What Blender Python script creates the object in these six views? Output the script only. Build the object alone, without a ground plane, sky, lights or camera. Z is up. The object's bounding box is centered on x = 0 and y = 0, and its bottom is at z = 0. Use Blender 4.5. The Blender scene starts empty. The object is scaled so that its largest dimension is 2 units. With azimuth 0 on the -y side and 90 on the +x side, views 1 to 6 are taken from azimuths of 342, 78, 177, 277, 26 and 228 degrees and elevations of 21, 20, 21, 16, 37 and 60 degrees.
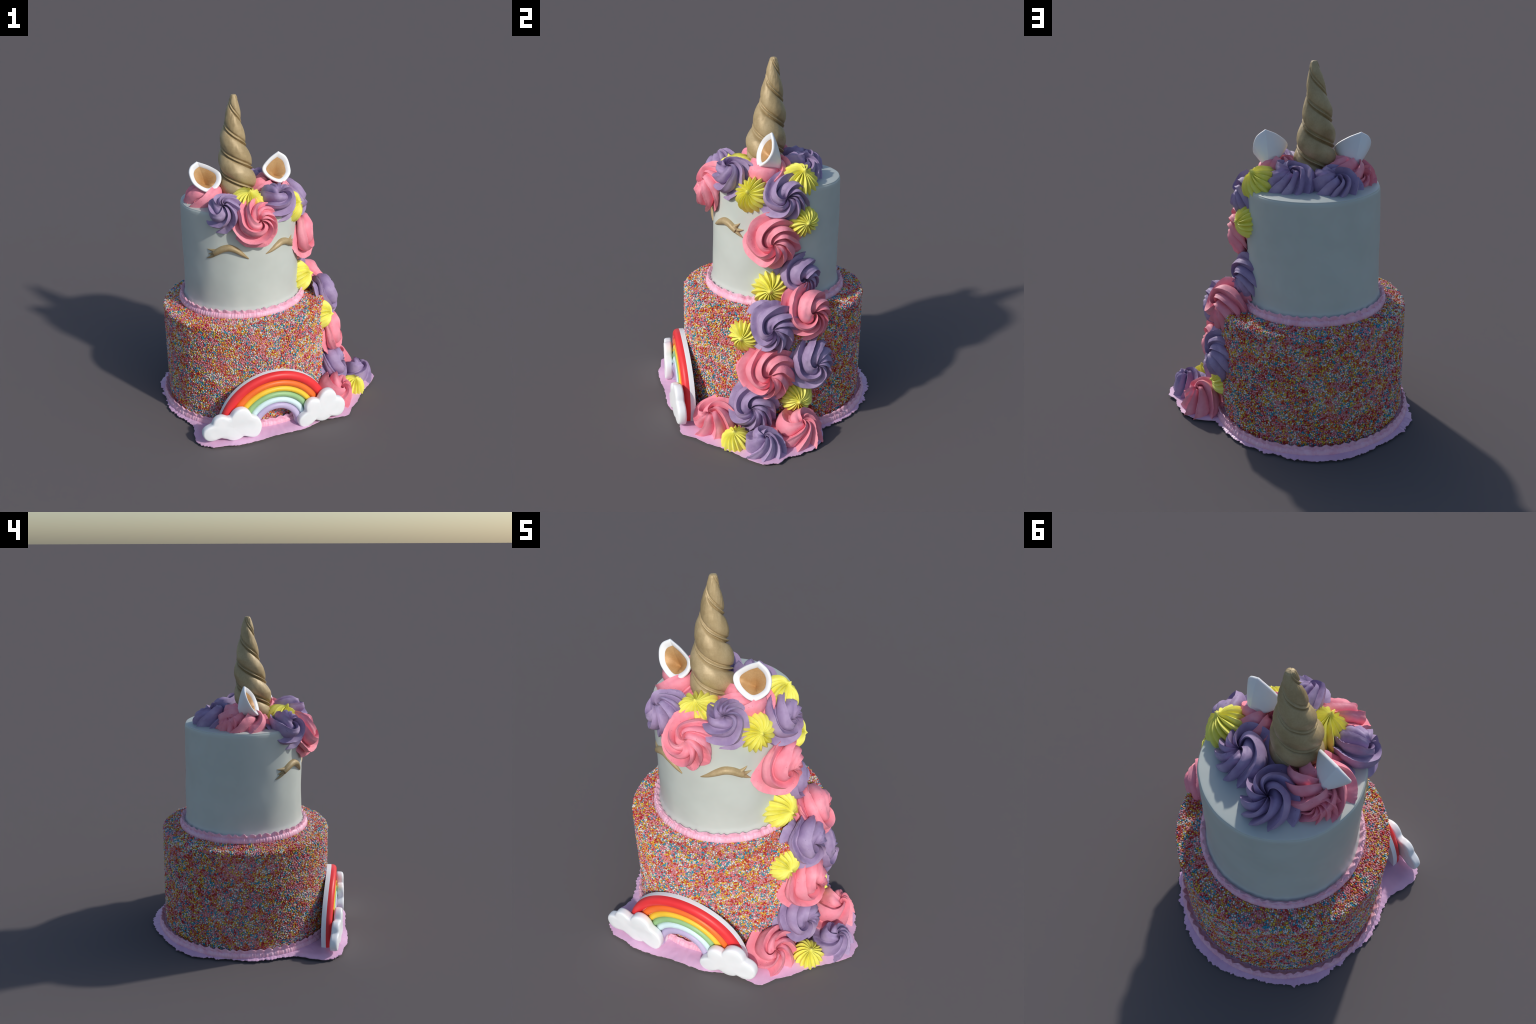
"""Two-tier unicorn birthday cake: sprinkle tier, white tier, piped roses, horn, ears, rainbow."""
import math
import random

import bpy
import numpy as np
from mathutils import Vector, noise

random.seed(7)
RNG = np.random.default_rng(7)
TAU = 2 * math.pi

# ------------------------------------------------------------------ frame
LOW_AXIS, LOW_R, LOW_TOP = np.array([-0.137, 0.032]), 0.5200, 0.694
UP_AXIS, UP_R, UP_BASE, UP_TOP = np.array([-0.149, 0.036]), 0.365, 0.69, 1.358


# ------------------------------------------------------------------ materials
class Nodes:
    def __init__(self, name):
        self.mat = bpy.data.materials.new(name)
        self.mat.use_nodes = True
        self.t = self.mat.node_tree
        self.bsdf = self.t.nodes["Principled BSDF"]
        self.coord = self.add("ShaderNodeTexCoord").outputs["Object"]

    def add(self, kind, **props):
        n = self.t.nodes.new(kind)
        for k, v in props.items():
            setattr(n, k, v)
        return n

    def link(self, a, b):
        self.t.links.new(a, b)

    def noise(self, scale, detail=3.0, rough=0.55):
        n = self.add("ShaderNodeTexNoise")
        n.inputs["Scale"].default_value = scale
        n.inputs["Detail"].default_value = detail
        n.inputs["Roughness"].default_value = rough
        self.link(self.coord, n.inputs["Vector"])
        return n.outputs["Fac"]

    def voronoi(self, scale, randomness=1.0):
        n = self.add("ShaderNodeTexVoronoi")
        n.inputs["Scale"].default_value = scale
        n.inputs["Randomness"].default_value = randomness
        self.link(self.coord, n.inputs["Vector"])
        return n

    def ramp(self, fac, stops, mode="LINEAR"):
        n = self.add("ShaderNodeValToRGB")
        n.color_ramp.interpolation = mode
        e = n.color_ramp.elements
        while len(e) < len(stops):
            e.new(0.5)
        for el, (pos, col) in zip(e, stops):
            el.position = pos
            el.color = (*col, 1)
        self.link(fac, n.inputs["Fac"])
        return n.outputs["Color"]

    def mix(self, fac, a, b, blend="MIX"):
        n = self.add("ShaderNodeMix", data_type="RGBA", blend_type=blend)
        for sock, v in ((n.inputs[0], fac), (n.inputs[6], a), (n.inputs[7], b)):
            if isinstance(v, (int, float)):
                sock.default_value = v
            elif isinstance(v, tuple):
                sock.default_value = (*v, 1)
            else:
                self.link(v, sock)
        return n.outputs[2]

    def bump(self, height, strength, dist, normal=None):
        n = self.add("ShaderNodeBump")
        n.inputs["Strength"].default_value = strength
        n.inputs["Distance"].default_value = dist
        self.link(height, n.inputs["Height"])
        if normal is not None:
            self.link(normal, n.inputs["Normal"])
        return n.outputs["Normal"]

    def done(self, color, rough, normal=None, metallic=0.0, sss=0.0, spec=0.4, sss_radius=(1.0, 0.4, 0.4)):
        b = self.bsdf
        if isinstance(color, tuple):
            b.inputs["Base Color"].default_value = (*color, 1)
        else:
            self.link(color, b.inputs["Base Color"])
        b.inputs["Roughness"].default_value = rough
        b.inputs["Metallic"].default_value = metallic
        b.inputs["Specular IOR Level"].default_value = spec
        if sss:
            b.inputs["Subsurface Weight"].default_value = sss
            b.inputs["Subsurface Radius"].default_value = sss_radius
            b.inputs["Subsurface Scale"].default_value = 0.012
        if normal is not None:
            self.link(normal, b.inputs["Normal"])
        return self.mat


def buttercream(name, low, mid, high, pit):
    """Piped frosting: soft mottling, fine grain and scattered air-bubble pits."""
    m = Nodes(name)
    col = m.ramp(m.noise(14, 3), [(0.3, low), (0.5, mid), (0.72, high)])
    v = m.voronoi(85)
    pick = m.add("ShaderNodeMath", operation="GREATER_THAN")
    sep = m.add("ShaderNodeSeparateColor")
    m.link(v.outputs["Color"], sep.inputs[0])
    m.link(sep.outputs[0], pick.inputs[0])
    pick.inputs[1].default_value = 0.84
    near = m.add("ShaderNodeMapRange", interpolation_type="SMOOTHSTEP")
    m.link(v.outputs["Distance"], near.inputs["Value"])
    near.inputs["From Min"].default_value = 0.10
    near.inputs["From Max"].default_value = 0.19
    near.inputs["To Min"].default_value = 1.0
    near.inputs["To Max"].default_value = 0.0
    mask = m.add("ShaderNodeMath", operation="MULTIPLY")
    m.link(near.outputs[0], mask.inputs[0])
    m.link(pick.outputs[0], mask.inputs[1])
    half = m.add("ShaderNodeMath", operation="MULTIPLY")
    m.link(mask.outputs[0], half.inputs[0])
    half.inputs[1].default_value = 0.6
    col = m.mix(half.outputs[0], col, pit)
    inv = m.add("ShaderNodeMath", operation="SUBTRACT")
    inv.inputs[0].default_value = 1.0
    m.link(mask.outputs[0], inv.inputs[1])
    nrm = m.bump(m.noise(120, 4), 0.16, 0.004)
    nrm = m.bump(inv.outputs[0], 0.5, 0.002, nrm)
    return m.done(col, 0.55, nrm, spec=0.3)


def fondant(name, low, high, rough=0.5, grain=0.05, scale=6, sss=0.1, spec=0.35):
    m = Nodes(name)
    col = m.ramp(m.noise(scale, 3), [(0.3, low), (0.7, high)])
    return m.done(col, rough, m.bump(m.noise(90, 3), grain, 0.004), sss=sss, spec=spec)


def gold_paint(name, low, mid, high):
    m = Nodes(name)
    broad = m.ramp(m.noise(11, 5, 0.6), [(0.28, low), (0.5, mid), (0.75, high)])
    fine = m.ramp(m.noise(160, 3), [(0.35, (0.94, 0.93, 0.91)), (0.65, (1.03, 1.03, 1.03))])
    col = m.mix(1.0, broad, fine, "MULTIPLY")
    nrm = m.bump(m.noise(45, 4), 0.10, 0.006)
    return m.done(col, 0.5, nrm, metallic=0.12, spec=0.45)


MAT = {
    "pink": buttercream("pink_buttercream", (0.84, 0.25, 0.32), (0.87, 0.29, 0.365), (0.91, 0.37, 0.44), (0.45, 0.08, 0.12)),
    "lavender": buttercream("lavender_buttercream", (0.30, 0.21, 0.38), (0.36, 0.265, 0.44), (0.43, 0.33, 0.50), (0.14, 0.09, 0.20)),
    "yellow": fondant("yellow_buttercream", (0.83, 0.77, 0.10), (0.91, 0.87, 0.20), 0.5, 0.08, 20),
    "white_icing": fondant("white_icing", (0.53, 0.57, 0.525), (0.58, 0.62, 0.575), 0.45, 0.03, 5),  # white darkened to grey-green: side shading and bounce light baked into the base colour
    "white": fondant("white_fondant", (0.84, 0.86, 0.87), (0.90, 0.91, 0.92), 0.4, 0.02, 9),
    "gold": gold_paint("gold_lustre", (0.33, 0.24, 0.115), (0.43, 0.325, 0.17), (0.51, 0.40, 0.23)),
    "copper": gold_paint("gold_lining", (0.42, 0.21, 0.07), (0.50, 0.28, 0.11), (0.56, 0.35, 0.16)),
    "plate": fondant("pink_royal_icing", (0.70, 0.42, 0.62), (0.80, 0.50, 0.70), 0.4, 0.12, 9),
    "border": fondant("pink_border_icing", (0.80, 0.38, 0.50), (0.88, 0.55, 0.68), 0.45, 0.1, 22),
    "red": fondant("red_fondant", (0.80, 0.035, 0.04), (0.88, 0.05, 0.055), 0.4, 0.02),
    "orange": fondant("orange_fondant", (0.88, 0.16, 0.025), (0.93, 0.20, 0.035), 0.4, 0.02),
    "sun": fondant("golden_fondant", (0.86, 0.56, 0.04), (0.92, 0.63, 0.06), 0.4, 0.02),
    "green": fondant("green_fondant", (0.30, 0.52, 0.24), (0.36, 0.58, 0.29), 0.4, 0.02),
    "sky": fondant("pale_blue_fondant", (0.66, 0.82, 0.85), (0.72, 0.88, 0.90), 0.4, 0.02),
    "violet": fondant("violet_fondant", (0.50, 0.42, 0.62), (0.56, 0.48, 0.68), 0.4, 0.02),
}


def sprinkle_material():
    """Each tiny ball takes one sugar colour of its own, drifting slowly in clusters."""
    m = Nodes("nonpareil_sugar")
    geo = m.add("ShaderNodeNewGeometry")
    spill = m.voronoi(29)  # handfuls of like-coloured balls
    cell = m.add("ShaderNodeSeparateColor")
    m.link(spill.outputs["Color"], cell.inputs[0])
    drift = m.add("ShaderNodeMath", operation="MULTIPLY_ADD")
    m.link(geo.outputs["Random Per Island"], drift.inputs[0])
    drift.inputs[1].default_value = 0.55
    m.link(cell.outputs[0], drift.inputs[2])
    wrap = m.add("ShaderNodeMath", operation="FRACT")
    m.link(drift.outputs[0], wrap.inputs[0])
    pink, red, white = (0.72, 0.25, 0.30), (0.50, 0.02, 0.025), (0.70, 0.67, 0.63)
    yellow, orange, blue = (0.73, 0.50, 0.05), (0.70, 0.165, 0.025), (0.02, 0.29, 0.42)
    col = m.ramp(wrap.outputs[0], [(0.0, pink), (0.20, red), (0.35, orange), (0.45, yellow), (0.60, white), (0.77, blue), (0.91, pink)], "CONSTANT")
    return m.done(col, 0.4, spec=0.4)


def crumb_icing_material():
    m = Nodes("icing_under_sprinkles")
    v = m.voronoi(130)
    sep = m.add("ShaderNodeSeparateColor")
    m.link(v.outputs["Color"], sep.inputs[0])
    col = m.ramp(sep.outputs[0], [(0.0, (0.55, 0.24, 0.22)), (0.4, (0.58, 0.36, 0.31)), (0.7, (0.36, 0.08, 0.07)), (0.85, (0.46, 0.28, 0.08))], "CONSTANT")
    return m.done(col, 0.5)


MAT["sprinkle"] = sprinkle_material()
MAT["crumb"] = crumb_icing_material()


# ------------------------------------------------------------------ mesh helpers
def make(name, verts, faces, mat, parent=None, sharp=None):
    me = bpy.data.meshes.new(name)
    me.from_pydata([tuple(map(float, v)) for v in verts], [], [tuple(map(int, f)) for f in faces])
    me.materials.append(MAT[mat])
    me.polygons.foreach_set("use_smooth", [True] * len(me.polygons))
    me.update()
    if sharp:
        me.set_sharp_from_angle(angle=math.radians(sharp))
    ob = bpy.data.objects.new(name, me)
    bpy.context.scene.collection.objects.link(ob)
    ob.parent = parent
    return ob


def empty(name, parent=None):
    ob = bpy.data.objects.new(name, None)
    ob.empty_display_size = 0.1
    bpy.context.scene.collection.objects.link(ob)
    ob.parent = parent
    return ob


def grid_faces(rows, cols, wrap=True, base=0, flip=False):
    out = []
    for i in range(rows - 1):
        for j in range(cols if wrap else cols - 1):
            k = (j + 1) % cols
            q = (base + i * cols + j, base + i * cols + k, base + (i + 1) * cols + k, base + (i + 1) * cols + j)
            out.append(q[::-1] if flip else q)
    return out


def smooth_curve(points, count):
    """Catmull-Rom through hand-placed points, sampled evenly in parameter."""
    p = np.asarray(points, float)
    p = np.vstack([2 * p[0] - p[1], p, 2 * p[-1] - p[-2]])
    n = len(p) - 3
    t = np.linspace(0, n, count)
    i = np.minimum(t.astype(int), n - 1)
    f = (t - i)[:, None]
    a, b, c, d = p[i], p[i + 1], p[i + 2], p[i + 3]
    return 0.5 * (2 * b + (c - a) * f + (2 * a - 5 * b + 4 * c - d) * f**2 + (3 * b - a - 3 * c + d) * f**3)


def frame_from(normal, toward):
    n = Vector(normal).normalized()
    x = Vector(toward)
    x = (x - n * x.dot(n)).normalized()
    y = n.cross(x)
    return np.array(x), np.array(y), np.array(n)


def smoothstep(x):
    x = np.clip(x, 0, 1)
    return x * x * (3 - 2 * x)


def wobble(p, scale, seed):
    return noise.noise(Vector((p[0] * scale + seed * 3.7, p[1] * scale - seed * 1.9, p[2] * scale + seed)))


CAKE = empty("unicorn_cake")
CAKE["label"] = "two tier unicorn birthday cake with piped roses and rainbow"
CAKE["category"] = "cake"


# ------------------------------------------------------------------ tiers
def front_bulge(a):
    """The lower tier is a little fuller towards the rainbow."""
    return 0.013 * np.maximum(0, np.cos(a + math.radians(125))) ** 1.5


def shoulder_drop(r, a):
    """The sprinkled shoulder slopes down to its rim, most of all at the front left."""
    return smoothstep((r - 0.38) / (LOW_R - 0.40)) * (0.012 + 0.006 * np.cos(a - math.radians(200)))


def lathe(name, profile, axis, mat, segs=192, count=120, rough=0.0, seed=0, sharp=None):
    prof = smooth_curve(profile, count)
    ang = np.linspace(0, TAU, segs, endpoint=False)
    verts = []
    for r, z in prof:
        for a in ang:
            k = r + (front_bulge(a) * min(1, r / 0.4) if axis is LOW_AXIS else 0)
            if rough:
                k += rough * wobble((math.cos(a), math.sin(a), z * 2), 3.0, seed) * min(1, r / 0.1)
            verts.append((axis[0] + k * math.cos(a), axis[1] + k * math.sin(a), z - (shoulder_drop(r, a) * smoothstep((z - 0.5) / 0.18) if axis is LOW_AXIS else 0)))
    faces = grid_faces(count, segs)
    return make(name, verts, faces, mat, CAKE, sharp)


lathe("lower_tier", [(LOW_R - 0.004, 0.004), (LOW_R - 0.003, 0.2), (LOW_R - 0.002, 0.45), (LOW_R - 0.002, LOW_TOP - .045), (LOW_R - 0.004, LOW_TOP - .015), (LOW_R - 0.012, LOW_TOP - .003),
                     (LOW_R - 0.04, LOW_TOP), (0.3, LOW_TOP + .001), (0.001, LOW_TOP + .001)], LOW_AXIS, "crumb", rough=0.004, seed=3)
lathe("upper_tier", [(0.392, 0.690), (0.384, 0.718), (0.372, 0.745), (0.367, 0.79), (0.3645, 0.95), (0.3635, 1.15), (0.362, 1.30), (0.361, 1.334), (0.356, 1.349),
                     (0.343, 1.356), (0.25, 1.361), (0.001, 1.362)], UP_AXIS, "white_icing", rough=0.005, seed=11)


def sprinkles():
    """Nonpareils packed in jittered rows over the wall and shoulder of the lower tier."""
    d = 0.0104
    spots = []
    z, row = 0.008, 0
    while z < LOW_TOP - 0.012:
        n = int(TAU * LOW_R / d * 1.12)
        a = (np.arange(n) + 0.5 * (row % 2)) * TAU / n + RNG.normal(0, 0.0050, n)
        zz = np.maximum(0.010, z + RNG.normal(0, 0.0024, n))
        r = LOW_R + RNG.normal(0.0, 0.0012, n)
        spots.append(np.stack([r * np.cos(a), r * np.sin(a), zz], 1))
        z, row = z + d * 0.84, row + 1
    for ang in np.linspace(0.1, 1.4, 4):  # rounded shoulder, a little ragged
        r0, z0 = LOW_R - 0.014 + 0.014 * math.cos(ang), LOW_TOP - 0.014 + 0.014 * math.sin(ang)
        n = int(TAU * r0 / d)
        a = np.arange(n) * TAU / n + RNG.normal(0, 0.003, n)
        lump = np.array([noise.noise(Vector((7 * math.cos(t), 7 * math.sin(t), 2.0))) for t in a]) * 0.006
        r = r0 + lump + RNG.normal(0, 0.0015, n)
        spots.append(np.stack([r * np.cos(a), r * np.sin(a), z0 + lump * 0.6 + RNG.normal(0, 0.0015, n)], 1))
    r = LOW_R - 0.018
    while r > 0.375:
        n = int(TAU * r / d)
        a = np.arange(n) * TAU / n + RNG.uniform(0, 1) + RNG.normal(0, 0.003, n)
        rr = r + RNG.normal(0, 0.0024, n)
        spots.append(np.stack([rr * np.cos(a), rr * np.sin(a), LOW_TOP + 0.002 + RNG.normal(0, 0.0014, n)], 1))
        r -= d * 0.87
    spots = np.vstack(spots)
    ang = np.arctan2(spots[:, 1], spots[:, 0])
    spots[:, 2] -= shoulder_drop(np.hypot(spots[:, 0], spots[:, 1]), ang) * smoothstep((spots[:, 2] - 0.5) / 0.18)
    spots[:, :2] *= (1 + front_bulge(ang) / np.hypot(spots[:, 0], spots[:, 1]))[:, None]
    spots[:, :2] += LOW_AXIS
    g = (1 + 5**0.5) / 2
    ico = np.array([(-1, g, 0), (1, g, 0), (-1, -g, 0), (1, -g, 0), (0, -1, g), (0, 1, g), (0, -1, -g), (0, 1, -g), (g, 0, -1), (g, 0, 1), (-g, 0, -1), (-g, 0, 1)])
    ico /= np.linalg.norm(ico[0])
    tri = np.array([(0, 11, 5), (0, 5, 1), (0, 1, 7), (0, 7, 10), (0, 10, 11), (1, 5, 9), (5, 11, 4), (11, 10, 2), (10, 7, 6), (7, 1, 8),
                    (3, 9, 4), (3, 4, 2), (3, 2, 6), (3, 6, 8), (3, 8, 9), (4, 9, 5), (2, 4, 11), (6, 2, 10), (8, 6, 7), (9, 8, 1)])
    n = len(spots)
    size = RNG.uniform(0.0042, 0.0060, n)
    verts = (spots[:, None, :] + ico[None] * size[:, None, None]).reshape(-1, 3)
    faces = (tri[None] + (np.arange(n) * 12)[:, None, None]).reshape(-1)
    me = bpy.data.meshes.new("sprinkle_coating")
    me.vertices.add(len(verts))
    me.vertices.foreach_set("co", verts.ravel().astype(np.float32))
    me.loops.add(len(faces))
    me.loops.foreach_set("vertex_index", faces.astype(np.int32))
    me.polygons.add(len(faces) // 3)
    me.polygons.foreach_set("loop_start", np.arange(0, len(faces), 3, dtype=np.int32))
    me.polygons.foreach_set("use_smooth", np.ones(len(faces) // 3, bool))
    me.update(calc_edges=True)
    me.validate()
    me.materials.append(MAT["sprinkle"])
    ob = bpy.data.objects.new("sprinkle_coating", me)
    bpy.context.scene.collection.objects.link(ob)
    ob.parent = CAKE
    ob["kind"] = "stuff"


sprinkles()


# ------------------------------------------------------------------ icing plate under the cake
def icing_plate():
    outline = [(-180, .565), (-168, .587), (-160, .582), (-147, .590), (-141, .610), (-136, .680), (-132, .758), (-128, .775), (-123, .782), (-117, .745),
               (-113, .740), (-104, .706), (-96, .676), (-87, .665), (-76, .686), (-63, .680), (-54, .766), (-51, .780), (-45, .764), (-40, .772), (-33, .778),
               (-28, .792), (-23, .828), (-15, .880), (-12, .874), (-9, .860), (-6, .805), (0, .787), (4, .772), (12, .690), (17, .590), (25, .580), (40, .582),
               (53, .585), (62, .582), (70, .588), (86, .612), (92, .612), (104, .610), (115, .600), (127, .582), (148, .600), (156, .610), (165, .580), (180, .565)]
    o = np.array(outline)
    segs, rows = 720, 14
    deg = np.linspace(-180, 180, segs, endpoint=False)
    rad = np.interp(deg, o[:, 0], o[:, 1])
    rag = []
    for d in deg:
        a = math.radians(d)
        p = Vector((math.cos(a), math.sin(a), 0))
        rag.append(0.010 * noise.noise(p * 9) + 0.008 * noise.noise(p * 31) + 0.006 * noise.noise(p * 80))
    calm = np.where((deg > -125) & (deg < -15), 0.5, 1.3)
    rad = rad + np.array(rag) * calm - 0.005 * (np.abs(deg) > 60)
    top, bottom = [], []
    for i in range(rows):
        f = i / (rows - 1)
        for j, d in enumerate(deg):
            a = math.radians(d)
            r = 0.45 + (rad[j] - 0.45) * f
            x, y = -0.142 + r * math.cos(a), 0.033 + r * math.sin(a)
            lift = 0.016 + 0.006 * noise.noise(Vector((x * 9, y * 9, 4))) + 0.003 * noise.noise(Vector((x * 40, y * 40, 1)))
            edge = 1 - 0.45 * smoothstep((f - 0.8) / 0.2)
            top.append((x, y, max(0.006, 0.006 + lift * edge)))
            bottom.append((x, y, 0.011 * smoothstep((f - 0.35) / 0.6)))
    faces = grid_faces(rows, segs, flip=True) + grid_faces(rows, segs, base=len(top))
    last = (rows - 1) * segs
    for j in range(segs):
        k = (j + 1) % segs
        faces.append((last + j, last + k, len(top) + last + k, len(top) + last + j)[::-1])
    make("icing_plate", top + bottom, faces, "plate", CAKE, 40)


icing_plate()


# ------------------------------------------------------------------ wavy piped borders
def piped_border(axis, r_in, z, waves, seed, size):
    """A rounded bead with a zigzag ruffle standing on it."""
    segs = waves * 14
    rows = [(-0.35, 0.9, 0), (0.10, 0.86, 0), (0.42, 1.30, 1), (0.58, 1.50, 1), (0.68, 1.48, 1), (0.70, 1.20, .8), (0.62, 0.92, .25), (0.74, 0.86, 0), (0.92, 0.72, 0),
            (1.05, 0.36, 0), (1.02, 0.10, 0), (0.9, -0.15, 0)]
    verts = []
    for dr, dz, w in rows:
        for j in range(segs):
            a = j / segs * TAU
            p = Vector((math.cos(a), math.sin(a), 0))
            ph = a * waves + 3.6 * noise.noise(p * 6 + Vector((seed, 0, 0)))
            amp = 0.75 + 0.7 * noise.noise(p * 8 + Vector((0, seed, 3)))
            zig = amp * (math.asin(math.sin(ph)) / 1.57 * 0.6 + 0.4 * math.sin(ph))
            nib = 0.07 * noise.noise(p * 40 + Vector((0, 0, seed))) + 0.022 * math.sin(ph * 3) * (1 - w)
            r = r_in + size * (dr + 0.24 * zig * w + nib)
            verts.append((axis[0] + r * math.cos(a), axis[1] + r * math.sin(a), max(0.002, z + size * (dz + 0.26 * w * math.sin(ph + 0.9) * amp + nib))))
    make("piped_border", verts, grid_faces(len(rows), segs, flip=True), "border", CAKE, 60)


piped_border(UP_AXIS, 0.372, 0.694, 50, 2.0, 0.034)
piped_border(LOW_AXIS, 0.530, 0.015, 66, 9.0, 0.034)


# ------------------------------------------------------------------ piped roses and stars
SIDE_DOME = [(0, .66), (.12, .76), (.30, .93), (.52, .95), (.72, .82), (.89, .58), (.98, .28), (1.0, .08), (.94, -.12), (.85, -.35)]
BUD_DOME = [(0, .80), (.12, .88), (.28, 1.0), (.46, .95), (.66, .74), (.84, .50), (.96, .24), (1.0, .06), (.94, -.12)]
LOW_DOME = [(0, .70), (.2, .82), (.42, .95), (.62, .95), (.80, .80), (.93, .55), (1.0, .30), (1.0, .08), (.94, -.12), (.85, -.35)]


def rose(colour, top, normal, R, h, tail, arms=7, turns=5.0, seed=0, dome=SIDE_DOME, bend=0.0, depth=0.40, wide=1.0):
    """Star-tip rosette. Petals are spiral blades: their crests are grid columns, so lips stay crisp.
    top: crown of the rosette; normal: the way it faces; tail: where the piping bag was pulled off."""
    rnd = np.random.default_rng(seed + 100)
    X, Y, N = frame_from(normal, tail)
    per, rows = 30, 76
    cols = per * arms
    prof = smooth_curve(dome, rows)
    tan = np.gradient(prof * np.array([R, h]), axis=0)
    tan /= np.linalg.norm(tan, axis=1)[:, None]
    nr, nz = -tan[:, 1], tan[:, 0]
    nr, nz = np.where(nz < -.2, nr, nr), nz
    s = np.linspace(0, 1, rows)
    widths = 1 + rnd.uniform(-0.28, 0.28, arms)
    cum = np.concatenate([[0], np.cumsum(widths)]) / widths.sum() * arms
    gain = rnd.uniform(0.75, 1.2, arms)
    squeeze = rnd.uniform(0.58, 0.74)
    th = np.linspace(-math.pi, 3 * math.pi, 4000)
    warped = th + squeeze * np.sin(th)  # bunch the blades together at the tail (theta = 0)
    off = rnd.uniform(0, arms)
    verts = np.zeros((rows, cols, 3))
    base = np.asarray(top, float) - N * h
    for j in range(cols):
        arm, t = j // per, (j % per) / per
        phase = cum[arm] + t * (cum[arm + 1] - cum[arm]) + off
        ridge = np.where(t < 0.2, smoothstep((t - 0.04) / 0.16), 1 - 0.95 * ((t - .2) / .8) + 0.20 * math.sin(math.pi * (t - .2) / .8) - 0.05 * (t > .95))
        lip = math.exp(-((t - 0.2) / 0.06) ** 2)
        tw = TAU * (phase - turns * s**0.68) / arms
        tw = np.mod(tw + math.pi, TAU) - math.pi
        theta = np.interp(tw, warped, th)
        pull = smoothstep((np.cos(theta) - 0.45) / 0.55)
        env = smoothstep(s / 0.22) * (0.55 + 0.45 * s) * (1 - 0.35 * smoothstep((s - .78) / .2))
        amp = depth * R * gain[arm] * env * (1 - 0.25 * pull)
        disp = amp * (ridge - 0.66) + 0.28 * amp * lip
        r = prof[:, 0] * R + disp * nr - 0.16 * R * lip * env * (1 - s)
        z = prof[:, 1] * h + disp * nz - 0.10 * h * pull * smoothstep((s - .25) / .5)
        r *= 1 + 0.06 * pull * smoothstep((s - .4) / .4)
        shift = 0.16 * R * (1 - s) ** 1.2
        x = r * np.cos(theta) + shift
        y = r * np.sin(theta) * wide
        verts[:, j, 0], verts[:, j, 1], verts[:, j, 2] = x, y, z
    flat = verts.reshape(-1, 3)
    k = 1.0 / R
    jig = np.array([(wobble(p, 1.1 * k, seed), wobble(p, 1.1 * k, seed + 31), wobble(p, 1.3 * k, seed + 57)) for p in flat])
    fine = np.array([wobble(p, 5.0 * k, seed + 5) for p in flat])
    lips = np.exp(-((((np.arange(cols) % per) / per) - 0.2) / 0.10) ** 2)
    torn = np.array([wobble(p, 13.0 * k, seed + 77) for p in flat]) * np.tile(lips, rows) * np.repeat(smoothstep((s - 0.35) / 0.4), cols)
    flat = flat + torn[:, None] * np.array([0.02, 0.02, 0.05]) * R + jig * R * np.array([0.11, 0.11, 0.09]) + fine[:, None] * np.array([0.0, 0.0, 0.025 * R])
    world = base + flat[:, :1] * X + flat[:, 1:2] * Y + flat[:, 2:] * N
    if bend:  # wrap around the tier wall
        side = np.cross([0, 0, 1], [N[0], N[1], 0])
        side /= np.linalg.norm(side)
        out = np.array([N[0], N[1], 0]) / math.hypot(N[0], N[1])
        w = (world - base) @ side
        world = world - np.outer(w**2 / (2 * bend), out)
    world[:, 2] = np.maximum(world[:, 2], 0.008)
    return make("frosting_rose", world, grid_faces(rows, cols, flip=True), colour, CAKE, 55)


def star(top, normal, R, h, spin=0.0, seed=0, ridges=17, twist=0.10):
    """Drop star: fluted dome with a pulled tip."""
    rnd = np.random.default_rng(seed + 500)
    X, Y, N = frame_from(normal, (0.1, 0.3, 1.0) if abs(normal[2]) < 0.8 else (1, 0.2, 0))
    prof = smooth_curve([(0.0, 1.10), (.07, 1.02), (.16, .89), (.32, .82), (.55, .75), (.76, .61), (.92, .38), (1.0, .10), (.95, -.12), (.80, -.40)], 44)
    per = 10
    cols = ridges * per
    s = np.linspace(0, 1, len(prof))
    gain = rnd.uniform(0.75, 1.2, ridges)
    jit = rnd.uniform(-0.12, 0.12, ridges)
    reach = rnd.uniform(0.95, 1.06, ridges)
    tan = np.gradient(prof * np.array([R, h]), axis=0)
    tan /= np.linalg.norm(tan, axis=1)[:, None]
    nr, nz = -tan[:, 1], tan[:, 0]
    base = np.asarray(top, float) - N * h * 1.05
    verts = np.zeros((len(prof), cols, 3))
    for j in range(cols):
        q, t = j // per, (j % per) / per
        fl = 1 - abs(2 * t - 1) ** 1.3
        th = TAU * ((q + t + jit[q] * math.sin(math.pi * t)) / ridges + twist * s**1.3) + spin
        env = smoothstep((s - 0.10) / 0.3)
        d = 0.24 * R * gain[q] * env * (fl - 0.55)
        r = prof[:, 0] * R * (1 + (reach[q] - 1) * s * math.sin(math.pi * t)) + d * nr
        verts[:, j] = np.stack([r * np.cos(th), r * np.sin(th), prof[:, 1] * h + d * nz], 1)
    flat = verts.reshape(-1, 3)
    jig = np.array([(wobble(p, 0.9 / R, seed), wobble(p, 0.9 / R, seed + 3), wobble(p, 1.2 / R, seed + 9)) for p in flat])
    flat = flat + jig * 0.08 * R
    world = base + flat[:, :1] * X + flat[:, 1:2] * Y + flat[:, 2:] * N
    world[:, 2] = np.maximum(world[:, 2], 0.008)
    return make("frosting_star", world, grid_faces(len(prof), cols, flip=True), "yellow", CAKE, 50)


BACK = (0, 1, -0.25)
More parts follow.
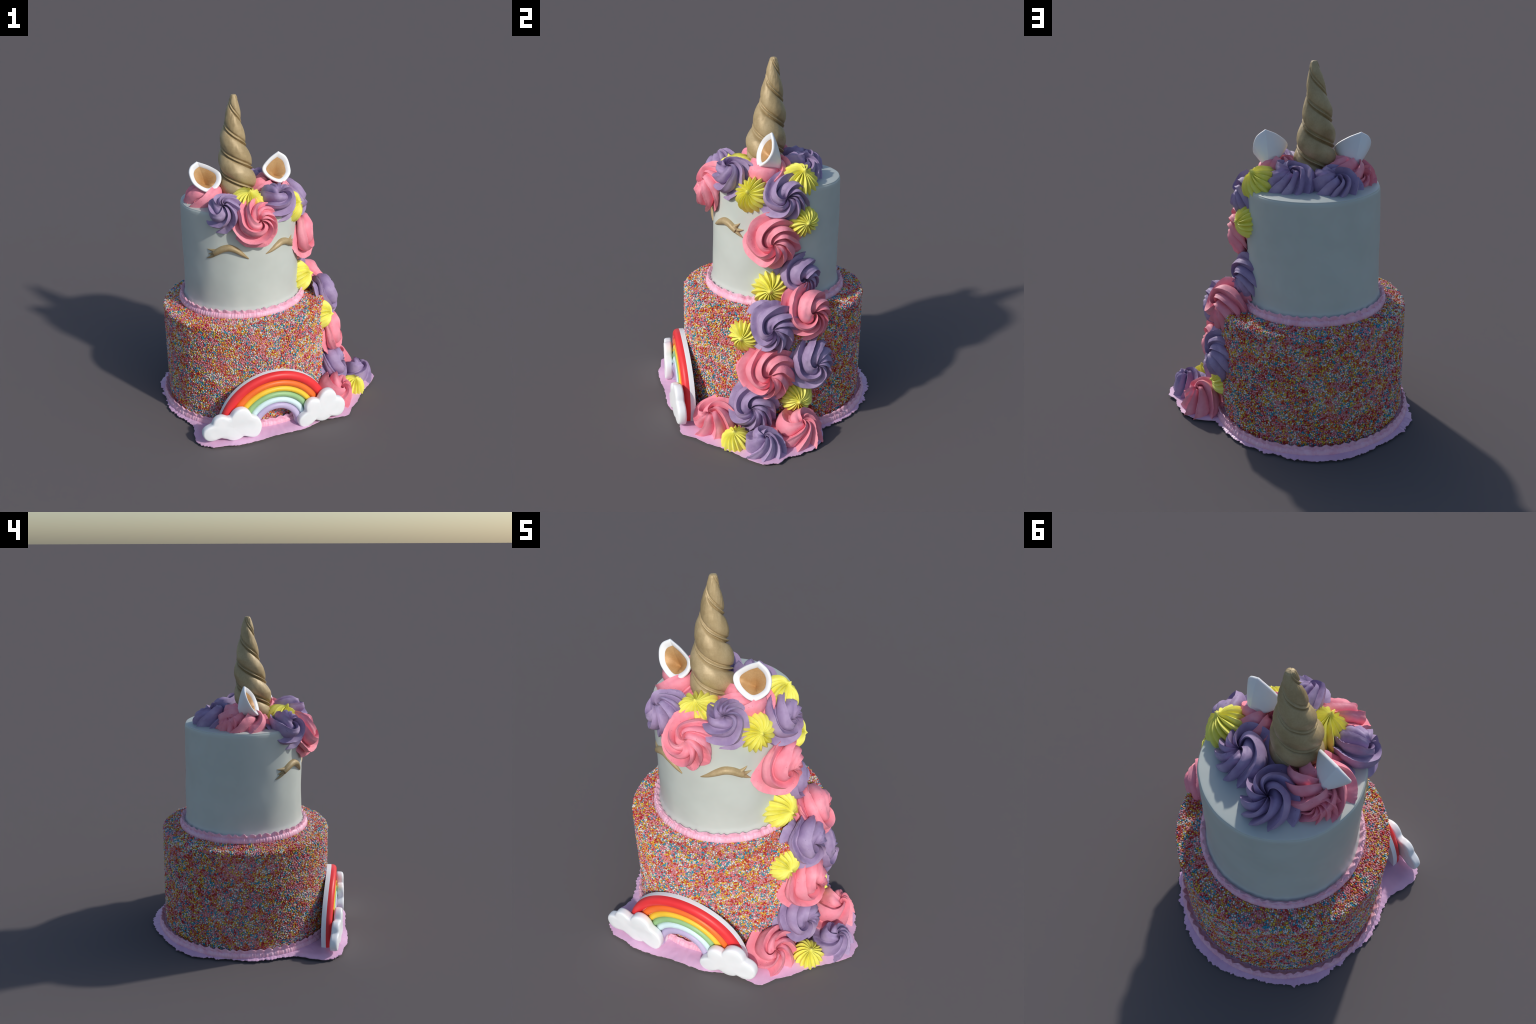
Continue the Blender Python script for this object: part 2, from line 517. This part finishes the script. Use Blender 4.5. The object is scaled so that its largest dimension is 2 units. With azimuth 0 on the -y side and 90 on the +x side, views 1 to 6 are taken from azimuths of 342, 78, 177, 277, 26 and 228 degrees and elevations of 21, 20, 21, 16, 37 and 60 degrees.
# crown of the upper tier
rose("pink", (-0.158, -0.402, 1.318), (0.0, -0.93, 0.37), 0.128, 0.105, (0.75, 0, 0.65), seed=1)
rose("lavender", (-0.362, -0.292, 1.398), (-0.52, -0.62, 0.60), 0.105, 0.112, (0.8, 0, 0.6), seed=2)
star((-0.152, -0.238, 1.468), (0.0, -0.34, 0.94), 0.106, 0.11, seed=1)
rose("lavender", (0.042, -0.298, 1.444), (0.34, -0.60, 0.72), 0.106, 0.125, (-0.2, 0.4, 0.8), seed=3)
star((0.190, -0.205, 1.340), (0.76, -0.55, 0.34), 0.088, 0.09, seed=2)
rose("pink", (-0.352, -0.022, 1.462), (-0.18, -0.20, 0.96), 0.145, 0.125, (-0.5, 0.8, 0), seed=4, dome=LOW_DOME, depth=0.40, turns=3.4)
rose("pink", (0.055, -0.072, 1.462), (0.18, -0.22, 0.96), 0.141, 0.125, (-0.8, 0.5, 0), seed=5, dome=LOW_DOME, depth=0.36, turns=3.4)
rose("lavender", (0.262, -0.010, 1.330), (0.93, -0.08, 0.34), 0.126, 0.115, BACK, seed=6)
star((0.190, 0.112, 1.455), (0.58, 0.20, 0.79), 0.096, 0.115, seed=3)
rose("lavender", (-0.028, 0.150, 1.478), (0.12, 0.25, 0.96), 0.137, 0.150, (0.75, 0.6, 0), seed=7)
rose("lavender", (-0.264, 0.205, 1.458), (-0.08, 0.30, 0.95), 0.137, 0.135, (0.5, 0.85, 0), seed=8)
rose("pink", (-0.395, 0.082, 1.432), (-0.25, 0.42, 0.87), 0.092, 0.080, (-0.8, 0.6, 0), seed=19, arms=8, depth=0.5)
rose("pink", (0.055, 0.030, 1.430), (0.15, 0.45, 0.88), 0.080, 0.075, (0.6, 0.8, 0), seed=20, arms=8, depth=0.5)
# cascade down the side
star((0.280, 0.120, 1.182), (0.97, 0.22, 0.08), 0.083, 0.085, seed=4)
rose("pink", (0.288, -0.098, 1.085), (0.95, -0.30, 0.04), 0.134, 0.088, (0, 1, -0.4), seed=9, bend=0.42)
rose("lavender", (0.284, 0.110, 0.872), (0.96, 0.26, 0.04), 0.122, 0.090, (0, 0.7, -0.6), seed=10, bend=0.42)
star((0.300, -0.090, 0.812), (0.93, -0.28, 0.22), 0.098, 0.105, seed=5)
rose("pink", (0.408, 0.130, 0.715), (0.90, 0.32, 0.26), 0.140, 0.118, (0, 1, -0.4), seed=11)
rose("lavender", (0.442, -0.112, 0.652), (0.94, -0.28, 0.18), 0.130, 0.100, BACK, seed=12, bend=0.55)
star((0.375, -0.262, 0.578), (0.86, -0.50, 0.05), 0.088, 0.095, seed=6)
rose("pink", (0.462, -0.146, 0.388), (0.95, -0.30, 0.05), 0.146, 0.095, (0, 1, 0.1), seed=13, bend=0.55)
rose("lavender", (0.452, 0.146, 0.410), (0.95, 0.27, 0.03), 0.134, 0.088, (0, 0.8, 0.5), seed=14, bend=0.55)
star((0.455, 0.060, 0.205), (0.99, 0.04, -0.05), 0.088, 0.09, seed=7)
rose("lavender", (0.452, -0.230, 0.200), (0.86, -0.40, 0.32), 0.128, 0.110, (0.2, 1, -0.3), seed=15)
# on the plate
rose("pink", (0.350, -0.440, 0.157), (0.36, -0.50, 0.78), 0.138, 0.135, (0.9, 0.3, 0), seed=16, dome=BUD_DOME, turns=3.6, depth=0.38, arms=6)
star((0.520, -0.318, 0.112), (0.30, -0.20, 0.93), 0.078, 0.09, seed=8)
rose("lavender", (0.602, -0.184, 0.136), (0.22, -0.14, 0.96), 0.106, 0.126, (0.8, 0.6, 0), seed=17, dome=BUD_DOME, turns=3.4, depth=0.38, arms=6)
rose("pink", (0.528, 0.036, 0.158), (0.36, 0.06, 0.92), 0.138, 0.138, (0.4, 1, 0), seed=18, dome=BUD_DOME, turns=3.6, depth=0.38, arms=6)


# ------------------------------------------------------------------ horn
def horn():
    """Twisted two-strand horn: swelling strands parted by a helical cord, tapering to a pinched tip."""
    z = np.array([1.335, 1.37, 1.42, 1.47, 1.55, 1.65, 1.75, 1.85, 1.93, 1.97, 1.988, 1.997, 2.0])
    ax = np.array([-.162, -.163, -.164, -.165, -.168, -.174, -.176, -.169, -.163, -.160, -.159, -.159, -.159])
    ay = np.array([-.030, -.030, -.030, -.030, -.027, -.011, .000, .003, .004, .004, .004, .004, .004])
    rr = np.array([.075, .094, .107, .109, .104, .089, .072, .051, .035, .027, .022, .016, .001])
    rows, cols = 260, 144
    u = np.linspace(0, 1, rows)
    zz = 1.335 + (2.0 - 1.335) * (1 - (1 - u) ** 1.25)
    verts = []
    for i, h in enumerate(zz):
        cx, cy, r0 = np.interp(h, z, ax), np.interp(h, z, ay), np.interp(h, z, rr)
        groove = -36 - (h - 1.70) * 1270
        for j in range(cols):
            a = j / cols * 360
            t = ((a - groove) / 180.0) % 1.0
            # t runs from one cord up the wall to the next: cord at 0, swelling behind it
            cord = math.exp(-((t - 0.085) / 0.045) ** 2)
            dip = math.exp(-(t / 0.035) ** 2) + math.exp(-((t - 1) / 0.035) ** 2) + 0.75 * math.exp(-((t - 0.16) / 0.035) ** 2)
            swell = math.sin(math.pi * min(1, max(0, (t - 0.12) / 0.88))) ** 0.7
            tip = 1 - 0.5 * smoothstep((h - 1.93) / 0.06)
            r = r0 * (0.845 + tip * (0.235 * swell + 0.13 * cord - 0.17 * dip))
            p = Vector((math.cos(math.radians(a)) * 2, math.sin(math.radians(a)) * 2, h * 14))
            r += 0.0022 * noise.noise(p * 0.8) + 0.0012 * noise.noise(p * 2.3)
            verts.append((cx + r * math.cos(math.radians(a)), cy + r * math.sin(math.radians(a)), h))
    make("horn", verts, grid_faces(rows, cols), "gold", CAKE)


horn()


# ------------------------------------------------------------------ ears
def ear(tip, left, right, bottom, apex):
    """Leaf-shaped rim folded into a cone; a gold-painted hollow sits inside a broad white lip."""
    tip, left, right, bottom, apex = (np.array(p, float) for p in (tip, left, right, bottom, apex))
    mid = (left + right) / 2
    segs = 96

    def rim(scale, sink, drop):
        R, L, T, B = right - mid, left - mid, tip - mid, bottom - mid
        ring = [T, 0.62 * R + 0.60 * T, R, 0.80 * R + 0.58 * B, B, 0.80 * L + 0.58 * B, L, 0.62 * L + 0.60 * T, T]
        loop = smooth_curve(ring, segs + 1)[:-1] + mid  # starts and ends in the pointed tip
        centre = mid + (bottom - mid) * drop
        return (centre + (loop - centre) * scale + sink)[::-1]

    face = np.cross(right - left, tip - bottom)
    face /= np.linalg.norm(face)
    body = empty("ear", CAKE)
    rings = [rim(0.985, -0.004 * face, 0.0), rim(1.0, 0 * face, 0), rim(0.985, 0.006 * face, 0), rim(0.94, 0.009 * face, 0.02), rim(0.84, 0.006 * face, 0.06), rim(0.73, -0.001 * face, .12), rim(0.655, -0.012 * face, .18), rim(0.58, -0.03 * face, .22)]
    outer = []
    edge = rings[0]
    for f in (0.97, 0.85, 0.7, 0.55, 0.4, 0.26, 0.14, 0.05, 0.005):
        g = 1 - f
        outer.append(apex + (edge - apex) * (f ** 0.8) - face * 0.012 * math.sin(math.pi * g))
    shell = outer[::-1] + rings
    make("ear_shell", np.vstack(shell), grid_faces(len(shell), segs), "white", body, 60)
    hollow = []
    pit = mid + (bottom - mid) * 0.45 - face * 0.062
    lip = rim(0.685, -0.0065 * face, .16)
    for f in (1.0, 0.97, 0.9, 0.8, 0.68, 0.55, 0.42, 0.3, 0.2, 0.1, 0.01):
        ring = pit + (lip - pit) * f
        ring = ring + face * 0.014 * math.sin(math.pi * f) * 0.6
        ang = np.arange(segs) / segs * TAU
        fold = np.exp(-((np.mod(ang - 3.6 + math.pi, TAU) - math.pi) / 0.16) ** 2)
        ring = ring + face * (0.010 * fold * math.sin(math.pi * f))[:, None] if f < 1 else ring
        hollow.append(ring)
    make("ear_lining", np.vstack(hollow), grid_faces(len(hollow), segs), "copper", body)


ear((-0.412, -0.006, 1.618), (-0.468, -0.030, 1.545), (-0.276, -0.045, 1.537), (-0.362, -0.085, 1.435), (-0.365, 0.040, 1.42))
ear((0.098, -0.050, 1.636), (-0.022, -0.086, 1.548), (0.166, -0.058, 1.545), (0.090, -0.118, 1.452), (0.085, 0.012, 1.43))


# ------------------------------------------------------------------ eyes
def tube(path, widths, depth, ring=14):
    """Flattened tube laid on the upper tier; path is (azimuth in degrees, height)."""
    n = 26
    pw = smooth_curve([(a, z, w) for (a, z), w in zip(path, widths)], n)
    arc = np.stack([np.radians(pw[:, 0]) * UP_R, pw[:, 1]], 1)
    tan = np.gradient(arc, axis=0)
    tan /= np.linalg.norm(tan, axis=1)[:, None]
    verts, faces = [], []
    for (s, z), (tx, tz), w in zip(arc, tan, pw[:, 2]):
        for k in range(ring):
            a = k / ring * TAU
            side, up = math.cos(a) * w, math.sin(a) * min(depth, w * 1.15)
            az, r = (s - tz * side) / UP_R, UP_R - 0.001 + up
            verts.append((UP_AXIS[0] + r * math.cos(az), UP_AXIS[1] + r * math.sin(az), z + tx * side))
    faces = grid_faces(n, ring)
    faces.append(tuple(range(ring))[::-1])
    faces.append(tuple(range((n - 1) * ring, n * ring)))
    return verts, faces


def closed_eye(line, lashes):
    parts = [tube(line, [.003, .012, .0185, .0215, .0215, .020, .018][:len(line)], 0.023)]
    for path in lashes:
        parts.append(tube(path, [.0115, .0095, .0015], 0.017))
    verts, faces = [], []
    for v, f in parts:
        faces += [tuple(i + len(verts) for i in q) for q in f]
        verts += v
    ob = make("closed_eye", verts, faces, "gold", CAKE)
    mod = ob.modifiers.new("fuse", "REMESH")
    mod.mode, mod.voxel_size = "VOXEL", 0.0022
    sm = ob.modifiers.new("soften", "SMOOTH")
    sm.factor, sm.iterations = 0.5, 2
    graph = bpy.context.evaluated_depsgraph_get()
    fused = bpy.data.meshes.new_from_object(ob.evaluated_get(graph))
    ob.modifiers.clear()
    ob.data = fused
    fused.polygons.foreach_set("use_smooth", [True] * len(fused.polygons))


closed_eye([(-82, 1.084), (-75.5, 1.101), (-69, 1.121), (-63, 1.134), (-57, 1.129), (-52, 1.113), (-48.5, 1.099)],
           [[(-52, 1.118), (-48.5, 1.127), (-44.8, 1.146)], [(-50, 1.106), (-46.5, 1.105), (-41.3, 1.112)], [(-50, 1.098), (-46.5, 1.085), (-42.0, 1.066)]])
closed_eye([(-98.5, 1.069), (-104, 1.097), (-110, 1.127), (-116, 1.142), (-122, 1.136), (-127.5, 1.119), (-131.5, 1.103)],
           [[(-128, 1.122), (-133, 1.121), (-139.4, 1.126)], [(-129, 1.112), (-133, 1.102), (-138.4, 1.095)], [(-130, 1.102), (-134.5, 1.083), (-140.8, 1.063)]])


# ------------------------------------------------------------------ rainbow
RAINBOW = empty("rainbow", CAKE)
ARCH_X, ARCH_Z = -0.137, 0.026


def arch(name, r0, r1, y_back, y_front, mat, half_round=True, start=-1, stop=181):
    """Band of an arch with a pillowed front, gently bowed around the cake."""
    n, m = 72, 16
    verts = []
    for i in range(n):
        a = math.radians(start + (stop - start) * i / (n - 1))
        for k in range(m):
            t = k / (m - 1)
            if half_round:
                b = math.pi * t
                r = (r0 + r1) / 2 - math.cos(b) * (r1 - r0) / 2 * 1.0
                y = y_back + (y_front - y_back) * math.sin(b) ** 0.62
            else:
                # slab with softly rounded front edges
                edge = min(k, m - 1 - k)
                inset, rise = ((0.0, 0.0), (0.0, 0.35), (0.0, 0.70), (0.0015, 0.86), (0.005, 0.96), (0.010, 1.0))[min(edge, 5)]
                r = r0 + inset if k < m / 2 else r1 - inset
                if edge > 5:
                    r = r0 + (r1 - r0) * t
                y = y_back + (y_front - y_back) * rise
            x, z = ARCH_X + r * math.cos(a), ARCH_Z + r * math.sin(a)
            z = max(z, 0.016)
            verts.append((x, y + 0.25 * (x - ARCH_X) ** 2 + 0.06 * (z - 0.40), z))
    faces = grid_faces(n, m, wrap=True)
    faces.append(tuple(range(m)))
    faces.append(tuple(range((n - 1) * m, n * m))[::-1])
    return make(name, verts, faces, mat, RAINBOW, 50)


arch("rainbow_backing", 0.126, 0.368, -0.502, -0.542, "white", False)
radius = 0.368
for mat, width in (("red", .052), ("orange", .040), ("sun", .035), ("green", .036), ("sky", .038), ("violet", .041)):
    arch("rainbow_stripe", radius - width, radius, -0.530, -0.563 + (0.004 if mat != "red" else 0), mat)
    radius -= width


def cloud(lobes, y_back, y_front):
    lobes = np.array(lobes)
    cx, cz = lobes[:, 0].mean(), lobes[:, 1].mean()
    segs = 200
    reach = []
    for k in range(segs):
        a = k / segs * TAU
        best = 0
        for x, z, rx, rz in lobes:  # farthest exit of the ray from this ellipse
            dx, dz = math.cos(a) / rx, math.sin(a) / rz
            ox, oz = (cx - x) / rx, (cz - z) / rz
            A, B, C = dx * dx + dz * dz, ox * dx + oz * dz, ox * ox + oz * oz - 1
            D = B * B - A * C
            if D > 0:
                best = max(best, (-B + math.sqrt(D)) / A)
        reach.append(best)
    reach = np.array(reach)
    for _ in range(9):
        reach = 0.25 * np.roll(reach, 1) + 0.5 * reach + 0.25 * np.roll(reach, -1)
    depth = y_front - y_back
    rows = [(0.0, 0, 0.0), (0.5, 0, 0.0), (1, -0.010, 0.0), (1, -0.002, 0.08), (1, 0, 0.25), (1, 0, 0.62), (1, -0.001, 0.80), (1, -0.005, 0.94), (1, -0.011, 0.992),
            (0.85, -0.02, 1.0), (0.6, -0.02, 1.01), (0.3, -0.01, 1.015), (0.0, 0.0, 1.015)]
    verts = []
    for f, inset, d in rows:
        for k in range(segs):
            a = k / segs * TAU
            r = max(0.0005, reach[k] * f + inset * (1 if f else 0))
            x, z = cx + r * math.cos(a), cz + r * math.sin(a)
            lump = 0.003 * noise.noise(Vector((x * 14, z * 14, 3))) * (d > 0.7)
            verts.append((x, y_back + depth * d + lump + 0.13 * (x - ARCH_X) ** 2, z + 0.003))
    make("cloud", verts, grid_faces(len(rows), segs, flip=True), "white", RAINBOW, 60)


cloud([(-.563, .085, .053, .052), (-.500, .142, .052, .052), (-.375, .152, .066, .074), (-.303, .085, .054, .073), (-.42, .085, .075, .071), (-.44, .105, .110, .074)], -0.572, -0.619)
cloud([(.037, .053, .049, .049), (.090, .137, .052, .053), (.190, .163, .063, .068), (.260, .092, .055, .066), (.16, .085, .070, .067), (.145, .105, .105, .072)], -0.572, -0.619)

bpy.context.view_layer.update()
